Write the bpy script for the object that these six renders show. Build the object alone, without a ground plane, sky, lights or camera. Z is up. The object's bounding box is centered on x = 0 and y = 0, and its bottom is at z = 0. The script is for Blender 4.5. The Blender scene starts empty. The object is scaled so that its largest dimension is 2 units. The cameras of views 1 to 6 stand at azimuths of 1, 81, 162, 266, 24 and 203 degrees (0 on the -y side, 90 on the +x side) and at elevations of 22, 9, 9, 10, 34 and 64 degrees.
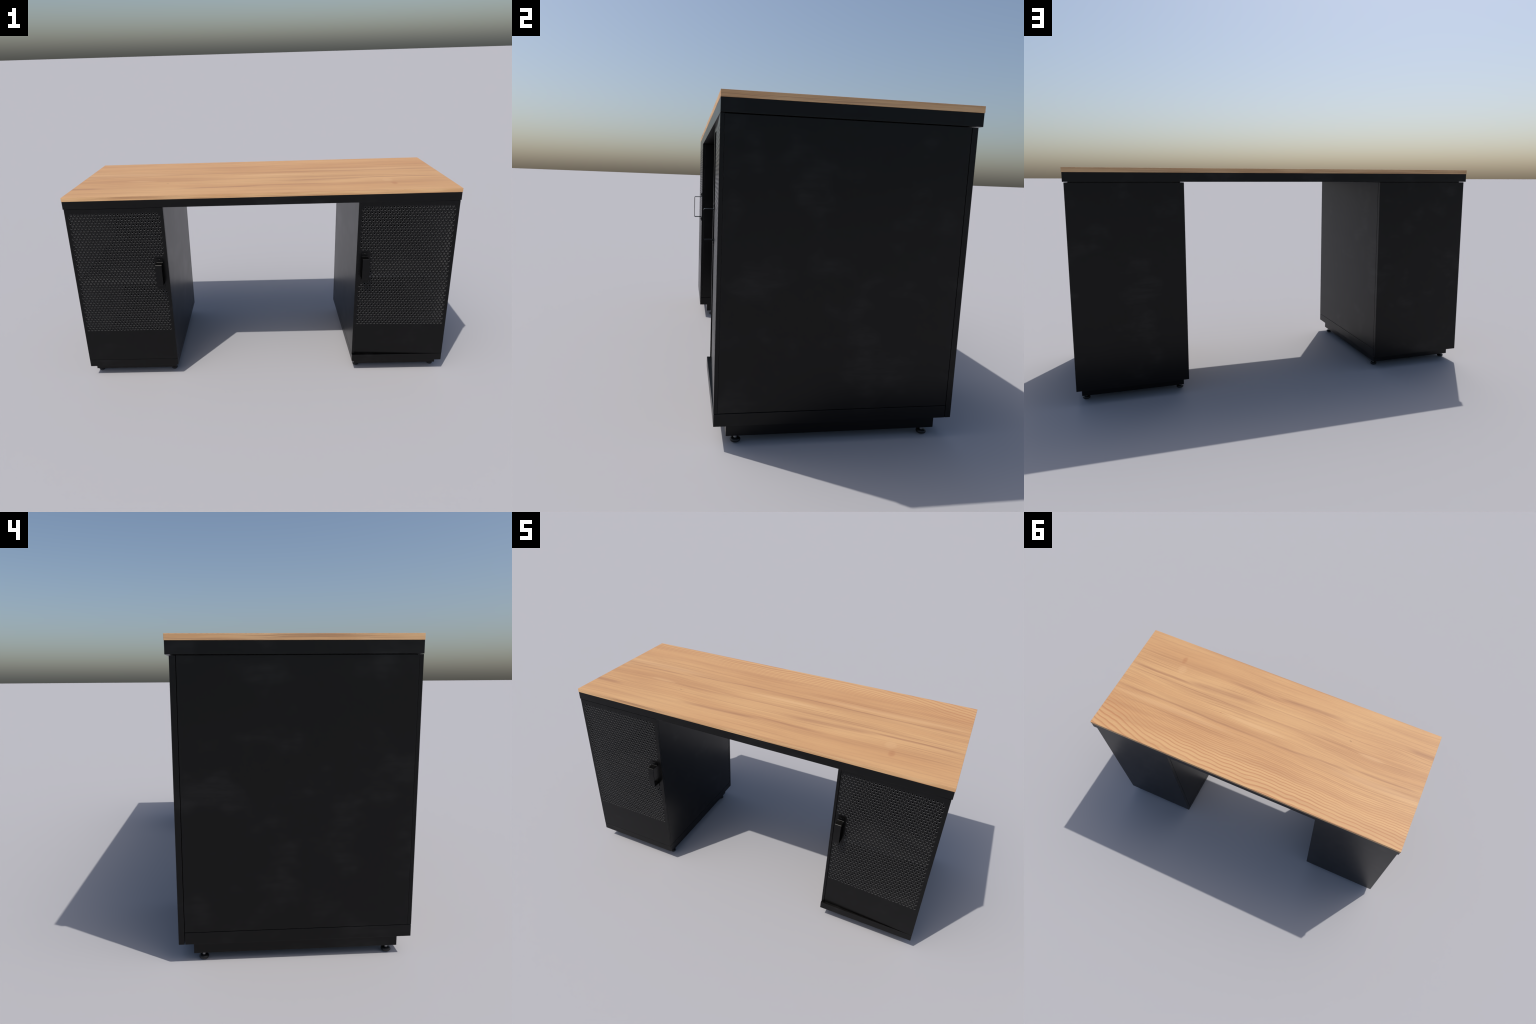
"""Office desk: oak-look tabletop on a black apron, two black metal pedestal
cabinets with perforated doors (one pushed slightly inwards), strap handles,
recessed plinths and levelling feet.  Metres, z up."""
import bpy, bmesh, math
from mathutils import Matrix, Vector

# ----------------------------------------------------------------- dimensions
TOP_X = 1.0                       # half length of the tabletop
TOP_Y0, TOP_Y1 = -0.3742, 0.4160  # front / back of the tabletop
Z_TOP, Z_WOOD = 1.0584, 1.0384    # tabletop upper / lower side
Z_APRON = 0.9976                  # underside of the apron
CAB_X0, CAB_X1 = 0.4931, 0.9941   # inner / outer side of a cabinet (mirrored)
CAB_Y0, CAB_Y1 = -0.3740, 0.4025  # door face / rear of the back panel
DOOR_T, BACK_T, SIDE_T = 0.0125, 0.0200, 0.0135
Z_CAB = 0.9951                    # top of sides, door and back panel
Z_LEDGE, Z_BASE, Z_PLINTH = 0.1077, 0.0670, 0.0249
GAP = 0.0016                      # shadow gap between panels
CAB_MID = (CAB_X0 + CAB_X1) / 2
CAB_W = CAB_X1 - CAB_X0
DOOR_PUSH = math.radians(-2.02)    # how far the right door stands inwards

# perforation lattice of the doors
SHEET_T = 0.0020                  # perforated sheet; the door edges are folded back to DOOR_T
PITCH_X, ROWS = 0.01818, 48
Z_ROW_FIRST, Z_ROW_LAST = 0.9668, 0.3030
HOLE_R, HOLE_BORE, HOLE_SEG = 0.0057, 0.0045, 16   # countersunk rim, clear bore, facets
LONG_ROW, SHORT_ROW = 26, 25
LOCK_ROWS, LOCK_CUT = range(17, 30), 3    # rows interrupted behind the handle


# ------------------------------------------------------------ node mini-helpers
class Nodes:
    def __init__(self, name):
        self.mat = bpy.data.materials.new(name)
        self.mat.use_nodes = True
        self.t = self.mat.node_tree
        self.t.nodes.clear()
        out = self.t.nodes.new("ShaderNodeOutputMaterial")
        self.bsdf = self.t.nodes.new("ShaderNodeBsdfPrincipled")
        self.t.links.new(self.bsdf.outputs[0], out.inputs[0])
        co = self.t.nodes.new("ShaderNodeTexCoord").outputs["Object"]
        self.co = co
        sep = self.t.nodes.new("ShaderNodeSeparateXYZ")
        self.t.links.new(co, sep.inputs[0])
        self.x, self.y, self.z = sep.outputs

    def put(self, sock, v):
        if isinstance(v, bpy.types.NodeSocket):
            self.t.links.new(v, sock)
        else:
            sock.default_value = v

    def m(self, op, a, b=0.0, c=0.0, clamp=False):
        n = self.t.nodes.new("ShaderNodeMath")
        n.operation = op
        n.use_clamp = clamp
        for s, v in zip(n.inputs, (a, b, c)):
            self.put(s, v)
        return n.outputs[0]

    def xyz(self, x, y, z):
        n = self.t.nodes.new("ShaderNodeCombineXYZ")
        for s, v in zip(n.inputs, (x, y, z)):
            self.put(s, v)
        return n.outputs[0]

    def noise(self, vec, scale=1.0, detail=2.0, rough=0.5):
        n = self.t.nodes.new("ShaderNodeTexNoise")
        self.put(n.inputs["Vector"], vec)
        n.inputs["Scale"].default_value = scale
        n.inputs["Detail"].default_value = detail
        n.inputs["Roughness"].default_value = rough
        return n.outputs[0]

    def step(self, v, lo, hi, to_lo=0.0, to_hi=1.0):
        n = self.t.nodes.new("ShaderNodeMapRange")
        n.interpolation_type = "SMOOTHSTEP"
        self.put(n.inputs[0], v)
        for i, q in zip((1, 2, 3, 4), (lo, hi, to_lo, to_hi)):
            self.put(n.inputs[i], q)
        return n.outputs[0]

    def mix(self, f, a, b, kind="MIX"):
        n = self.t.nodes.new("ShaderNodeMix")
        n.data_type = "RGBA"
        n.blend_type = kind
        self.put(n.inputs[0], f)
        for s, v in zip((n.inputs[6], n.inputs[7]), (a, b)):
            self.put(s, v if isinstance(v, bpy.types.NodeSocket) else (*v, 1.0))
        return n.outputs[2]

    def set(self, **kw):
        for k, v in kw.items():
            s = self.bsdf.inputs[k.replace("_", " ")]
            if isinstance(v, tuple):
                v = (*v, 1.0)
            self.put(s, v)

    def bump(self, height, strength, dist):
        n = self.t.nodes.new("ShaderNodeBump")
        n.inputs["Strength"].default_value = strength
        n.inputs["Distance"].default_value = dist
        self.t.links.new(height, n.inputs["Height"])
        self.t.links.new(n.outputs[0], self.bsdf.inputs["Normal"])


# ------------------------------------------------------------------- materials
def black_metal(name, base=0.0007, rough=0.31, smudge=1.0):
    """Satin black powder coat with faint wiped smudges."""
    n = Nodes(name)
    big = n.noise(n.xyz(n.m("MULTIPLY", n.x, 5.0), n.m("MULTIPLY", n.y, 5.0),
                        n.m("MULTIPLY", n.z, 6.5)), 1.0, 3.0, 0.55)
    wipe = n.noise(n.xyz(n.m("MULTIPLY", n.x, 9.0), n.m("MULTIPLY", n.y, 9.0),
                         n.m("MULTIPLY", n.z, 60.0)), 1.0, 3.0, 0.6)
    s = n.m("MULTIPLY", n.step(big, 0.50, 0.70), n.step(wipe, 0.25, 0.70, 0.25, 1.0))
    col = n.mix(n.m("MULTIPLY", s, smudge), (base, base, base * 1.03),
                (base + 0.0015, base + 0.0015, base + 0.0016))
    n.set(Base_Color=col, Roughness=n.m("MULTIPLY_ADD", big, 0.10, rough - 0.05),
          Specular_IOR_Level=n.m("MULTIPLY_ADD", s, 0.075 * smudge, 0.240))
    return n.mat


def oak_top(name):
    """Flat-sawn board look: wide cathedral rings at the back edge, straight
    fine grain towards the front, a few darker streaks and one pale knot."""
    n = Nodes(name)
    x, y = n.x, n.y
    # slow wander of the grain
    w1 = n.noise(n.xyz(n.m("MULTIPLY", x, 1.3), n.m("MULTIPLY", y, 2.5), 3.7), 1.0, 1.0)
    w2 = n.noise(n.xyz(n.m("MULTIPLY", x, 5.5), n.m("MULTIPLY", y, 6.0), 9.1), 1.0, 2.0)
    yw = n.m("ADD", y, n.m("MULTIPLY_ADD", w1, 0.09, -0.045))
    yr = n.m("ADD", yw, n.m("MULTIPLY_ADD", w2, 0.024, -0.012))

    kink = n.noise(n.xyz(n.m("MULTIPLY", x, 10.0), n.m("MULTIPLY", y, 7.0), 4.4), 1.0, 1.0)
    yr = n.m("ADD", yr, n.m("MULTIPLY_ADD", kink, 0.012, -0.006))
    # ring coordinate: 0 at the back edge, rings turn off at the right end
    t = n.step(x, 0.42, 1.15)
    u = n.m("SUBTRACT", 0.416, n.m("ADD", yr, n.m("MULTIPLY", t, 0.17)))
    up = n.m("MAXIMUM", u, 0.0)
    phase = n.m("ADD", n.m("MULTIPLY", u, 33.0), n.m("MULTIPLY", n.m("MULTIPLY", up, up), 115.0))
    saw = n.m("FRACT", phase)
    ring = n.m("MULTIPLY", n.step(saw, 0.48, 0.86), n.step(saw, 0.90, 1.0, 1.0, 0.0))
    ring_amp = n.step(y, 0.06, 0.30, 0.10, 0.85)
    patch = n.noise(n.xyz(n.m("MULTIPLY", x, 2.0), n.m("MULTIPLY", y, 7.0), 1.3), 1.0, 2.0)
    ring = n.m("MULTIPLY", n.m("MULTIPLY", ring, ring_amp), n.step(patch, 0.25, 0.6, 0.55, 1.0))

    # straight fine lines: two line scales, stronger in some bands
    def lines(fx, fy, lo, hi, seed):
        v = n.noise(n.xyz(n.m("MULTIPLY", x, fx), n.m("MULTIPLY", yw, fy), seed), 1.0, 2.0, 0.55)
        return n.step(v, lo, hi)
    coarse = lines(0.9, 95.0, 0.51, 0.63, 0.0)
    thin = lines(1.8, 240.0, 0.47, 0.62, 6.3)
    band = n.noise(n.xyz(n.m("MULTIPLY", x, 0.8), n.m("MULTIPLY", yw, 17.0), 5.0), 1.0, 2.0, 0.6)
    dark_band = n.step(band, 0.46, 0.72)
    fine_amp = n.m("MULTIPLY", n.step(patch, 0.32, 0.66, 0.30, 1.0),
                   n.step(y, -0.32, -0.12, 0.45, 1.0))
    fine_amp = n.m("MULTIPLY", fine_amp, n.step(y, 0.14, 0.28, 1.0, 0.25))
    pores = n.noise(n.xyz(n.m("MULTIPLY", x, 22.0), n.m("MULTIPLY", y, 420.0), 2.0), 1.0, 2.0, 0.6)

    light = (0.632, 0.380, 0.182)
    warm = (0.555, 0.305, 0.142)
    deep = (0.400, 0.205, 0.100)
    tone = n.noise(n.xyz(n.m("MULTIPLY", x, 0.9), n.m("MULTIPLY", yw, 6.0), 7.7), 1.0, 2.0)
    col = n.mix(n.step(tone, 0.34, 0.68, 0.0, 0.80), light, warm)
    col = n.mix(n.m("MULTIPLY", coarse, n.m("MULTIPLY", fine_amp, 0.48)), col, deep)
    col = n.mix(n.m("MULTIPLY", thin, n.m("MULTIPLY", fine_amp, 0.50)), col, deep)
    col = n.mix(n.m("MULTIPLY", dark_band, 0.42), col, (0.40, 0.205, 0.103))
    col = n.mix(n.m("MULTIPLY", ring, 0.88), col, (0.455, 0.190, 0.084))
    col = n.mix(n.step(pores, 0.50, 0.75, 0.0, 0.20), col, deep)

    # (centre x, centre y, slope, half length, half width, strength): streaks
    streaks = [
        (0.78, -0.083, 0.010, 0.30, 0.0075, 0.75),
        (0.36, -0.112, 0.075, 0.30, 0.0150, 0.70),
        (0.17, -0.208, 0.000, 0.26, 0.0110, 0.60),
        (-0.19, -0.228, 0.050, 0.30, 0.0120, 0.75),
        (-0.95, -0.207, 0.020, 0.13, 0.0120, 0.75),
        (0.50, 0.094, -0.003, 0.70, 0.0055, 0.75),
        (-0.30, 0.088, 0.045, 0.36, 0.0060, 0.65),
        (-0.78, 0.050, 0.022, 0.32, 0.0060, 0.65),
        (0.45, -0.050, 0.005, 0.80, 0.0028, 0.70),
        (-0.45, -0.066, 0.030, 0.50, 0.0028, 0.50),
        (0.60, 0.168, 0.012, 0.60, 0.0050, 0.35),
        (-0.30, -0.135, 0.010, 0.75, 0.0020, 0.45),
        (0.10, -0.3715, 0.000, 0.75, 0.0030, 0.45),
        (0.80, -0.330, 0.010, 0.40, 0.0030, 0.35),
    ]
    total = None
    for cx, cy, sl, hl, hw, st in streaks:
        dx = n.m("SUBTRACT", x, cx)
        off = n.m("SUBTRACT", n.m("SUBTRACT", y, cy), n.m("MULTIPLY", dx, sl))
        off = n.m("ADD", off, n.m("MULTIPLY_ADD", w2, 0.012, -0.006))
        a = n.step(n.m("ABSOLUTE", dx), hl * 0.35, hl, 1.0, 0.0)
        b = n.step(n.m("ABSOLUTE", off), hw * 0.2, hw * 1.7, 1.0, 0.0)
        s = n.m("MULTIPLY", n.m("MULTIPLY", a, b), st)
        total = s if total is None else n.m("MAXIMUM", total, s)
    ragged = n.noise(n.xyz(n.m("MULTIPLY", x, 4.0), n.m("MULTIPLY", yw, 190.0), 4.0), 1.0, 2.0)
    total = n.m("MULTIPLY", total, n.step(ragged, 0.2, 0.65, 0.35, 1.0))
    col = n.mix(n.m("MULTIPLY", total, 1.0), col, (0.365, 0.182, 0.097))

    # pale flecks, one reddish knot and a pin knot
    def spot(cx, cy, rx, ry, lo=0.2):
        a = n.m("POWER", n.m("DIVIDE", n.m("SUBTRACT", x, cx), rx), 2.0)
        b = n.m("POWER", n.m("DIVIDE", n.m("SUBTRACT", y, cy), ry), 2.0)
        return n.step(n.m("ADD", a, b), lo, 1.0, 1.0, 0.0)
    for cx, cy, rx, ry, st in [(0.06, 0.028, 0.26, 0.014, 0.45), (-0.66, -0.058, 0.10, 0.014, 0.35),
                               (0.675, -0.160, 0.035, 0.040, 0.28), (0.60, 0.135, 0.55, 0.022, 0.35),
                               (-0.80, 0.105, 0.40, 0.030, 0.35)]:
        col = n.mix(n.m("MULTIPLY", spot(cx, cy, rx, ry), st), col, (0.665, 0.415, 0.220))
    col = n.mix(n.m("MULTIPLY", n.m("MULTIPLY", spot(0.696, -0.232, 0.020, 0.036, 0.0), 0.60), n.step(pores, 0.3, 0.6, 0.3, 1.0)), col, (0.42, 0.185, 0.085))
    col = n.mix(n.m("MULTIPLY", spot(-0.505, -0.117, 0.009, 0.0035), 0.55), col, (0.20, 0.10, 0.05))
    col = n.mix(n.m("MULTIPLY", spot(0.30, 0.028, 0.012, 0.004), 0.4), col, (0.42, 0.18, 0.08))
    n.set(Base_Color=col, Roughness=0.52, Specular_IOR_Level=0.28)
    n.bump(pores, 0.05, 0.0004)
    return n.mat


def oak_edge(name):
    """Edge band of the tabletop: grain runs along the edge."""
    n = Nodes(name)
    run = n.m("ADD", n.x, n.m("MULTIPLY", n.y, 1.1))
    wob = n.noise(n.xyz(n.m("MULTIPLY", run, 3.0), 0.0, n.m("MULTIPLY", n.z, 10.0)), 1.0, 2.0)
    zz = n.m("ADD", n.z, n.m("MULTIPLY_ADD", wob, 0.020, -0.010))
    lines = n.noise(n.xyz(n.m("MULTIPLY", run, 1.6), 1.0, n.m("MULTIPLY", zz, 240.0)), 1.0, 2.0, 0.55)
    soft = n.noise(n.xyz(n.m("MULTIPLY", run, 4.0), 4.0, n.m("MULTIPLY", zz, 60.0)), 1.0, 2.0)
    col = n.mix(n.step(soft, 0.35, 0.65), (0.700, 0.432, 0.215), (0.610, 0.345, 0.160))
    col = n.mix(n.step(lines, 0.51, 0.63, 0.0, 0.70), col, (0.385, 0.205, 0.105))
    n.set(Base_Color=col, Roughness=0.55, Specular_IOR_Level=0.35)
    return n.mat


def interior_grey(name, lo, hi):
    """Plain grey for the surfaces inside the cabinets, one tone per surface."""
    n = Nodes(name)
    g = n.noise(n.co, 60.0, 2.0)
    n.set(Base_Color=n.mix(g, (lo, lo, lo), (hi, hi, hi)), Roughness=0.5)
    return n.mat


def lightened_rim(name):
    """Lighter grey on the rims of the punched holes."""
    n = Nodes(name)
    g = n.noise(n.co, 90.0, 2.0)
    n.set(Base_Color=n.mix(g, (0.055, 0.055, 0.055), (0.080, 0.080, 0.080)), Roughness=0.5)
    return n.mat


def rubber(name):
    n = Nodes(name)
    g = n.noise(n.co, 180.0, 2.0)
    n.set(Base_Color=n.mix(g, (0.006, 0.006, 0.006), (0.012, 0.012, 0.012)),
          Roughness=0.42, Specular_IOR_Level=0.4)
    return n.mat


def steel(name):
    n = Nodes(name)
    g = n.noise(n.co, 150.0, 2.0)
    n.set(Base_Color=n.mix(g, (0.30, 0.30, 0.30), (0.42, 0.42, 0.43)), Metallic=1.0, Roughness=0.38)
    return n.mat


# ------------------------------------------------------------------ mesh tools
def finish(bm, name, mats, parent=None, smooth_angle=None, loc=(0, 0, 0)):
    me = bpy.data.meshes.new(name)
    bmesh.ops.recalc_face_normals(bm, faces=bm.faces)
    bm.to_mesh(me)
    bm.free()
    for m in mats:
        me.materials.append(m)
    if smooth_angle is not None:
        me.shade_smooth()
        me.set_sharp_from_angle(angle=math.radians(smooth_angle))
    ob = bpy.data.objects.new(name, me)
    bpy.context.scene.collection.objects.link(ob)
    ob.location = loc
    if parent:
        ob.parent = parent
    return ob


def add_box(bm, x0, x1, y0, y1, z0, z1, bevel=0.0007):
    c = ((x0 + x1) / 2, (y0 + y1) / 2, (z0 + z1) / 2)
    mat = Matrix.Translation(c) @ Matrix.Diagonal((x1 - x0, y1 - y0, z1 - z0, 1))
    r = bmesh.ops.create_cube(bm, size=1.0, matrix=mat)
    if bevel:
        edges = list({e for v in r["verts"] for e in v.link_edges})
        bmesh.ops.bevel(bm, geom=edges, offset=bevel, segments=2, profile=0.5, affect="EDGES")
    return bm


def box(name, mats, parent, *dims, bevel=0.0007):
    return finish(add_box(bmesh.new(), *dims, bevel=bevel), name, mats, parent)


def lathe(bm, profile, cx, cy, seg=28):
    rings = []
    for r, z in profile:
        rings.append([bm.verts.new((cx + r * math.cos(2 * math.pi * i / seg),
                                    cy + r * math.sin(2 * math.pi * i / seg), z)) for i in range(seg)])
    for a, b in zip(rings, rings[1:]):
        for i in range(seg):
            j = (i + 1) % seg
            bm.faces.new((a[i], a[j], b[j], b[i]))
    bm.faces.new(rings[0][::-1])
    bm.faces.new(rings[-1])


# ----------------------------------------------------------------------- build
BLACK = black_metal("black_powder_coat")
BLACK_DOOR = black_metal("black_powder_coat_door", smudge=0.6)
BLACK_HANDLE = black_metal("black_handle_steel", base=0.0010, rough=0.34, smudge=0.0)
WALL_GREY = interior_grey("inner_wall_grey", 0.34, 0.42)
SHELF = interior_grey("inner_shelf_grey", 0.055, 0.075)
RIM_LIGHTENED = lightened_rim("hole_rim_lightened")
WOOD = oak_top("oak_top_grain")
EDGE = oak_edge("oak_edge_band")
RUBBER = rubber("foot_rubber")
STEEL = steel("foot_thread_steel")

desk = bpy.data.objects.new("office_desk", None)
bpy.context.scene.collection.objects.link(desk)
desk["label"] = "wooden top desk with two black perforated door cabinets"
desk["category"] = "desk"

# --- tabletop: one slab, top faces with board grain, edges with edge grain
bm = add_box(bmesh.new(), -TOP_X, TOP_X, TOP_Y0, TOP_Y1, Z_WOOD, Z_TOP, bevel=0.0009)
for f in bm.faces:
    f.material_index = 0 if f.normal.z > 0.3 else 1
finish(bm, "tabletop", [WOOD, EDGE], desk)

# --- apron under the top
apron = box("apron", [BLACK], desk, -0.9985, 0.9985, TOP_Y0 + 0.0004, TOP_Y1 - 0.0012,
            Z_APRON, Z_WOOD - 0.0002)


def hole_centres():
    """Staggered perforation lattice, interrupted behind the handle."""
    dz = (Z_ROW_FIRST - Z_ROW_LAST) / (ROWS - 1)
    for r in range(ROWS):
        count = SHORT_ROW if r % 2 == 0 else LONG_ROW
        first = CAB_W / 2 - (count - 1) * PITCH_X / 2
        for i in range(count - (LOCK_CUT if r in LOCK_ROWS else 0)):
            yield first + i * PITCH_X, Z_ROW_FIRST - r * dz


def perforated_panel():
    """Door in its own frame: x runs from the hinge edge (0) to the free edge,
    y into the cabinet from the outer face, z up.  A flat sheet with round holes
    with rims tinted lighter, and edges folded back to the door thickness."""
    free, z0, z1 = CAB_W - 0.0003, Z_LEDGE + GAP, Z_CAB + 0.0012
    unit = [(math.cos(2 * math.pi * k / HOLE_SEG), math.sin(2 * math.pi * k / HOLE_SEG))
            for k in range(HOLE_SEG)]
    cu = bpy.data.curves.new("door_outline", "CURVE")
    cu.dimensions = "2D"
    cu.fill_mode = "FRONT"

    def ring(pts):
        sp = cu.splines.new("POLY")
        sp.points.add(len(pts) - 1)
        for p, q in zip(sp.points, pts):
            p.co = (q[0], q[1], 0.0, 1.0)
        sp.use_cyclic_u = True

    ring([(0, z0), (free, z0), (free, z1), (0, z1)])
    for cx, cz in hole_centres():
        ring([(cx + HOLE_R * c, cz + HOLE_R * s) for c, s in unit])
    tmp = bpy.data.objects.new("tmp", cu)
    bpy.context.scene.collection.objects.link(tmp)
    dg = bpy.context.evaluated_depsgraph_get()
    flat = bpy.data.meshes.new_from_object(tmp.evaluated_get(dg))
    bpy.data.objects.remove(tmp)
    bpy.data.curves.remove(cu)

    bm = bmesh.new()
    for y in (0.0, SHEET_T):                     # outer and inner skin
        have = len(bm.verts)
        bm.from_mesh(flat)
        bm.verts.ensure_lookup_table()
        for v in bm.verts[have:]:
            v.co = (v.co.x, y, v.co.y)
    bpy.data.meshes.remove(flat)
    # countersunk punched holes with lighter grey rims
    section = [(HOLE_R, 0.0), (HOLE_BORE, 0.0008), (HOLE_BORE, SHEET_T), (HOLE_R, SHEET_T)]
    for cx, cz in hole_centres():
        rings = [[bm.verts.new((cx + r * c, y, cz + r * s)) for c, s in unit] for r, y in section]
        for p, q in zip(rings, rings[1:]):
            for i in range(HOLE_SEG):
                j = (i + 1) % HOLE_SEG
                bm.faces.new((p[i], p[j], q[j], q[i])).material_index = 1
    fw = 0.0030                                  # folded edges
    add_box(bm, 0, fw, 0.0003, DOOR_T - 0.0004, z0, z1, 0.0)
    add_box(bm, free - fw, free, 0.0003, DOOR_T - 0.0004, z0, z1, 0.0)
    add_box(bm, fw, free - fw, 0.0003, DOOR_T - 0.0004, z0, z0 + fw, 0.0)
    add_box(bm, fw, free - fw, 0.0003, DOOR_T - 0.0004, z1 - fw, z1, 0.0)
    me = bpy.data.meshes.new("door")
    bm.to_mesh(me)
    bm.free()
    return me


def strap_outline():
    """Closed (y, z) outline of the bent flat strap: tab, arm, grip, arm, tab.
    y is measured outwards from the door face."""
    th, rad = 0.0030, 0.0042
    yt, yg = 0.0016, 0.0405
    path = [(yt, 0.5622), (yt, 0.5840), (yg, 0.5840), (yg, 0.6992), (yt, 0.6992), (yt, 0.7222)]
    mid = [Vector(path[0])]
    for a, b, c in zip(path, path[1:], path[2:]):
        a, b, c = Vector(a), Vector(b), Vector(c)
        d0, d1 = (a - b).normalized(), (c - b).normalized()
        cen = b + (d0 + d1) * rad
        s, e = b + d0 * rad - cen, b + d1 * rad - cen
        for k in range(7):
            q = k / 6 * math.pi / 2
            mid.append(cen + s * math.cos(q) + e * math.sin(q))
    mid.append(Vector(path[-1]))
    left, right = [], []
    for i, p in enumerate(mid):
        t = (mid[min(i + 1, len(mid) - 1)] - mid[max(i - 1, 0)]).normalized()
        nrm = Vector((-t.y, t.x))
        left.append(p + nrm * th / 2)
        right.append(p - nrm * th / 2)
    return left, right


def handle_mesh(width=0.0325):
    """Strap swept across its width."""
    bm = bmesh.new()
    left, right = strap_outline()
    n = len(left)
    loops = [[bm.verts.new((x, -p.x, p.y)) for p in left + right[::-1]]
             for x in (-width / 2, width / 2)]
    m = len(loops[0])
    for a, b in zip(loops, loops[1:]):
        for i in range(m):
            j = (i + 1) % m
            bm.faces.new((a[i], a[j], b[j], b[i]))
    for loop in (loops[0], loops[-1]):
        for i in range(n - 1):
            bm.faces.new((loop[i], loop[i + 1], loop[m - 2 - i], loop[m - 1 - i]))
    return bm


door_mesh = perforated_panel()

for side in (-1, 1):
    def span(a, b):
        """x interval given for the right cabinet, mirrored for the left."""
        return (a, b) if side > 0 else (-b, -a)

    # carcass: base box with the fixed top and shelf between the side panels
    bm = add_box(bmesh.new(), *span(CAB_X0, CAB_X1), CAB_Y0, CAB_Y1 - BACK_T - GAP / 2, Z_BASE, Z_LEDGE)
    inner = span(CAB_X0 + SIDE_T + 0.0004, CAB_X1 - SIDE_T - 0.0004)
    add_box(bm, *inner, CAB_Y0 + 0.0135, CAB_Y1 - BACK_T - 0.0008, 0.980, Z_APRON - 0.0003, 0.0)
    cabinet = finish(bm, "cabinet", [BLACK], desk)
    y_back = CAB_Y1 - BACK_T - 0.0010
    box("shelf", [SHELF], cabinet, *inner, CAB_Y0 + 0.018, y_back, 0.5760, 0.5980)
    box("grey_floor_sheet", [SHELF], cabinet, *inner, CAB_Y0 + 0.045, y_back, Z_LEDGE + 0.0002, Z_LEDGE + 0.002, bevel=0)
    for a, b in ((inner[0] + 0.0002, inner[0] + 0.0014), (inner[1] - 0.0014, inner[1] - 0.0002)):
        box("grey_wall_sheet", [WALL_GREY], cabinet, a, b, CAB_Y0 + 0.030, y_back - 0.001, Z_LEDGE + 0.003, 0.979, bevel=0)

    for x0, x1 in (span(CAB_X0, CAB_X0 + SIDE_T), span(CAB_X1 - SIDE_T, CAB_X1)):
        box("side_panel", [BLACK], cabinet, x0, x1, CAB_Y0 + DOOR_T, CAB_Y1 - BACK_T - GAP / 2,
            Z_LEDGE + GAP, Z_CAB)
    box("back_panel", [BLACK], cabinet, *span(CAB_X0, CAB_X1), CAB_Y1 - BACK_T + GAP / 2, CAB_Y1,
        Z_BASE, Z_CAB)
    box("plinth", [BLACK], cabinet, *span(0.5128, 0.9752), -0.3334, 0.3545, Z_PLINTH, Z_BASE + 0.0006)

    # levelling feet: moulded disc on a threaded stem
    for fx in (CAB_MID - 0.2145, CAB_MID + 0.2145):
        for fy in (-0.3020, 0.3220):
            bm = bmesh.new()
            lathe(bm, [(0.0110, 0.0), (0.0142, 0.0010), (0.0162, 0.0035), (0.0168, 0.0065),
                       (0.0162, 0.0092), (0.0140, 0.0115), (0.0095, 0.0124), (0.0070, 0.0128)],
                  side * fx, fy)
            nf = len(bm.faces)
            lathe(bm, [(0.0060, 0.0126), (0.0060, Z_PLINTH + 0.002)], side * fx, fy, 20)
            bm.faces.ensure_lookup_table()
            for f in bm.faces[nf:]:
                f.material_index = 1
            finish(bm, "levelling_foot", [RUBBER, STEEL], cabinet, smooth_angle=40)

    # door: sheet (hinge at the outer edge) > handle and screws
    me = door_mesh.copy()
    if side > 0:                                  # mirror: hinge on the right
        me.transform(Matrix.Diagonal((-1, 1, 1, 1)))
        me.flip_normals()
    me.materials.append(BLACK_DOOR)
    me.materials.append(RIM_LIGHTENED)
    door = bpy.data.objects.new("door", me)
    bpy.context.scene.collection.objects.link(door)
    door.location = (side * CAB_X1, CAB_Y0, 0.0)
    door.parent = desk
    if side > 0:
        door.rotation_euler = (0, 0, DOOR_PUSH)

    hx = -side * (CAB_X1 - 0.5372)
    finish(handle_mesh(), "handle", [BLACK_HANDLE], door, smooth_angle=35, loc=(hx, 0, 0))
    for z in (0.7125, 0.5720):
        bm = bmesh.new()
        lathe(bm, [(0.0050, -0.0005), (0.0050, 0.0012), (0.0038, 0.0024), (0.0, 0.0027)][:3], 0, 0, 18)
        bm.transform(Matrix.Rotation(math.radians(90), 4, "X"))
        finish(bm, "screw", [BLACK_HANDLE], door, smooth_angle=40, loc=(hx, -0.0031, z))

bpy.data.meshes.remove(door_mesh)
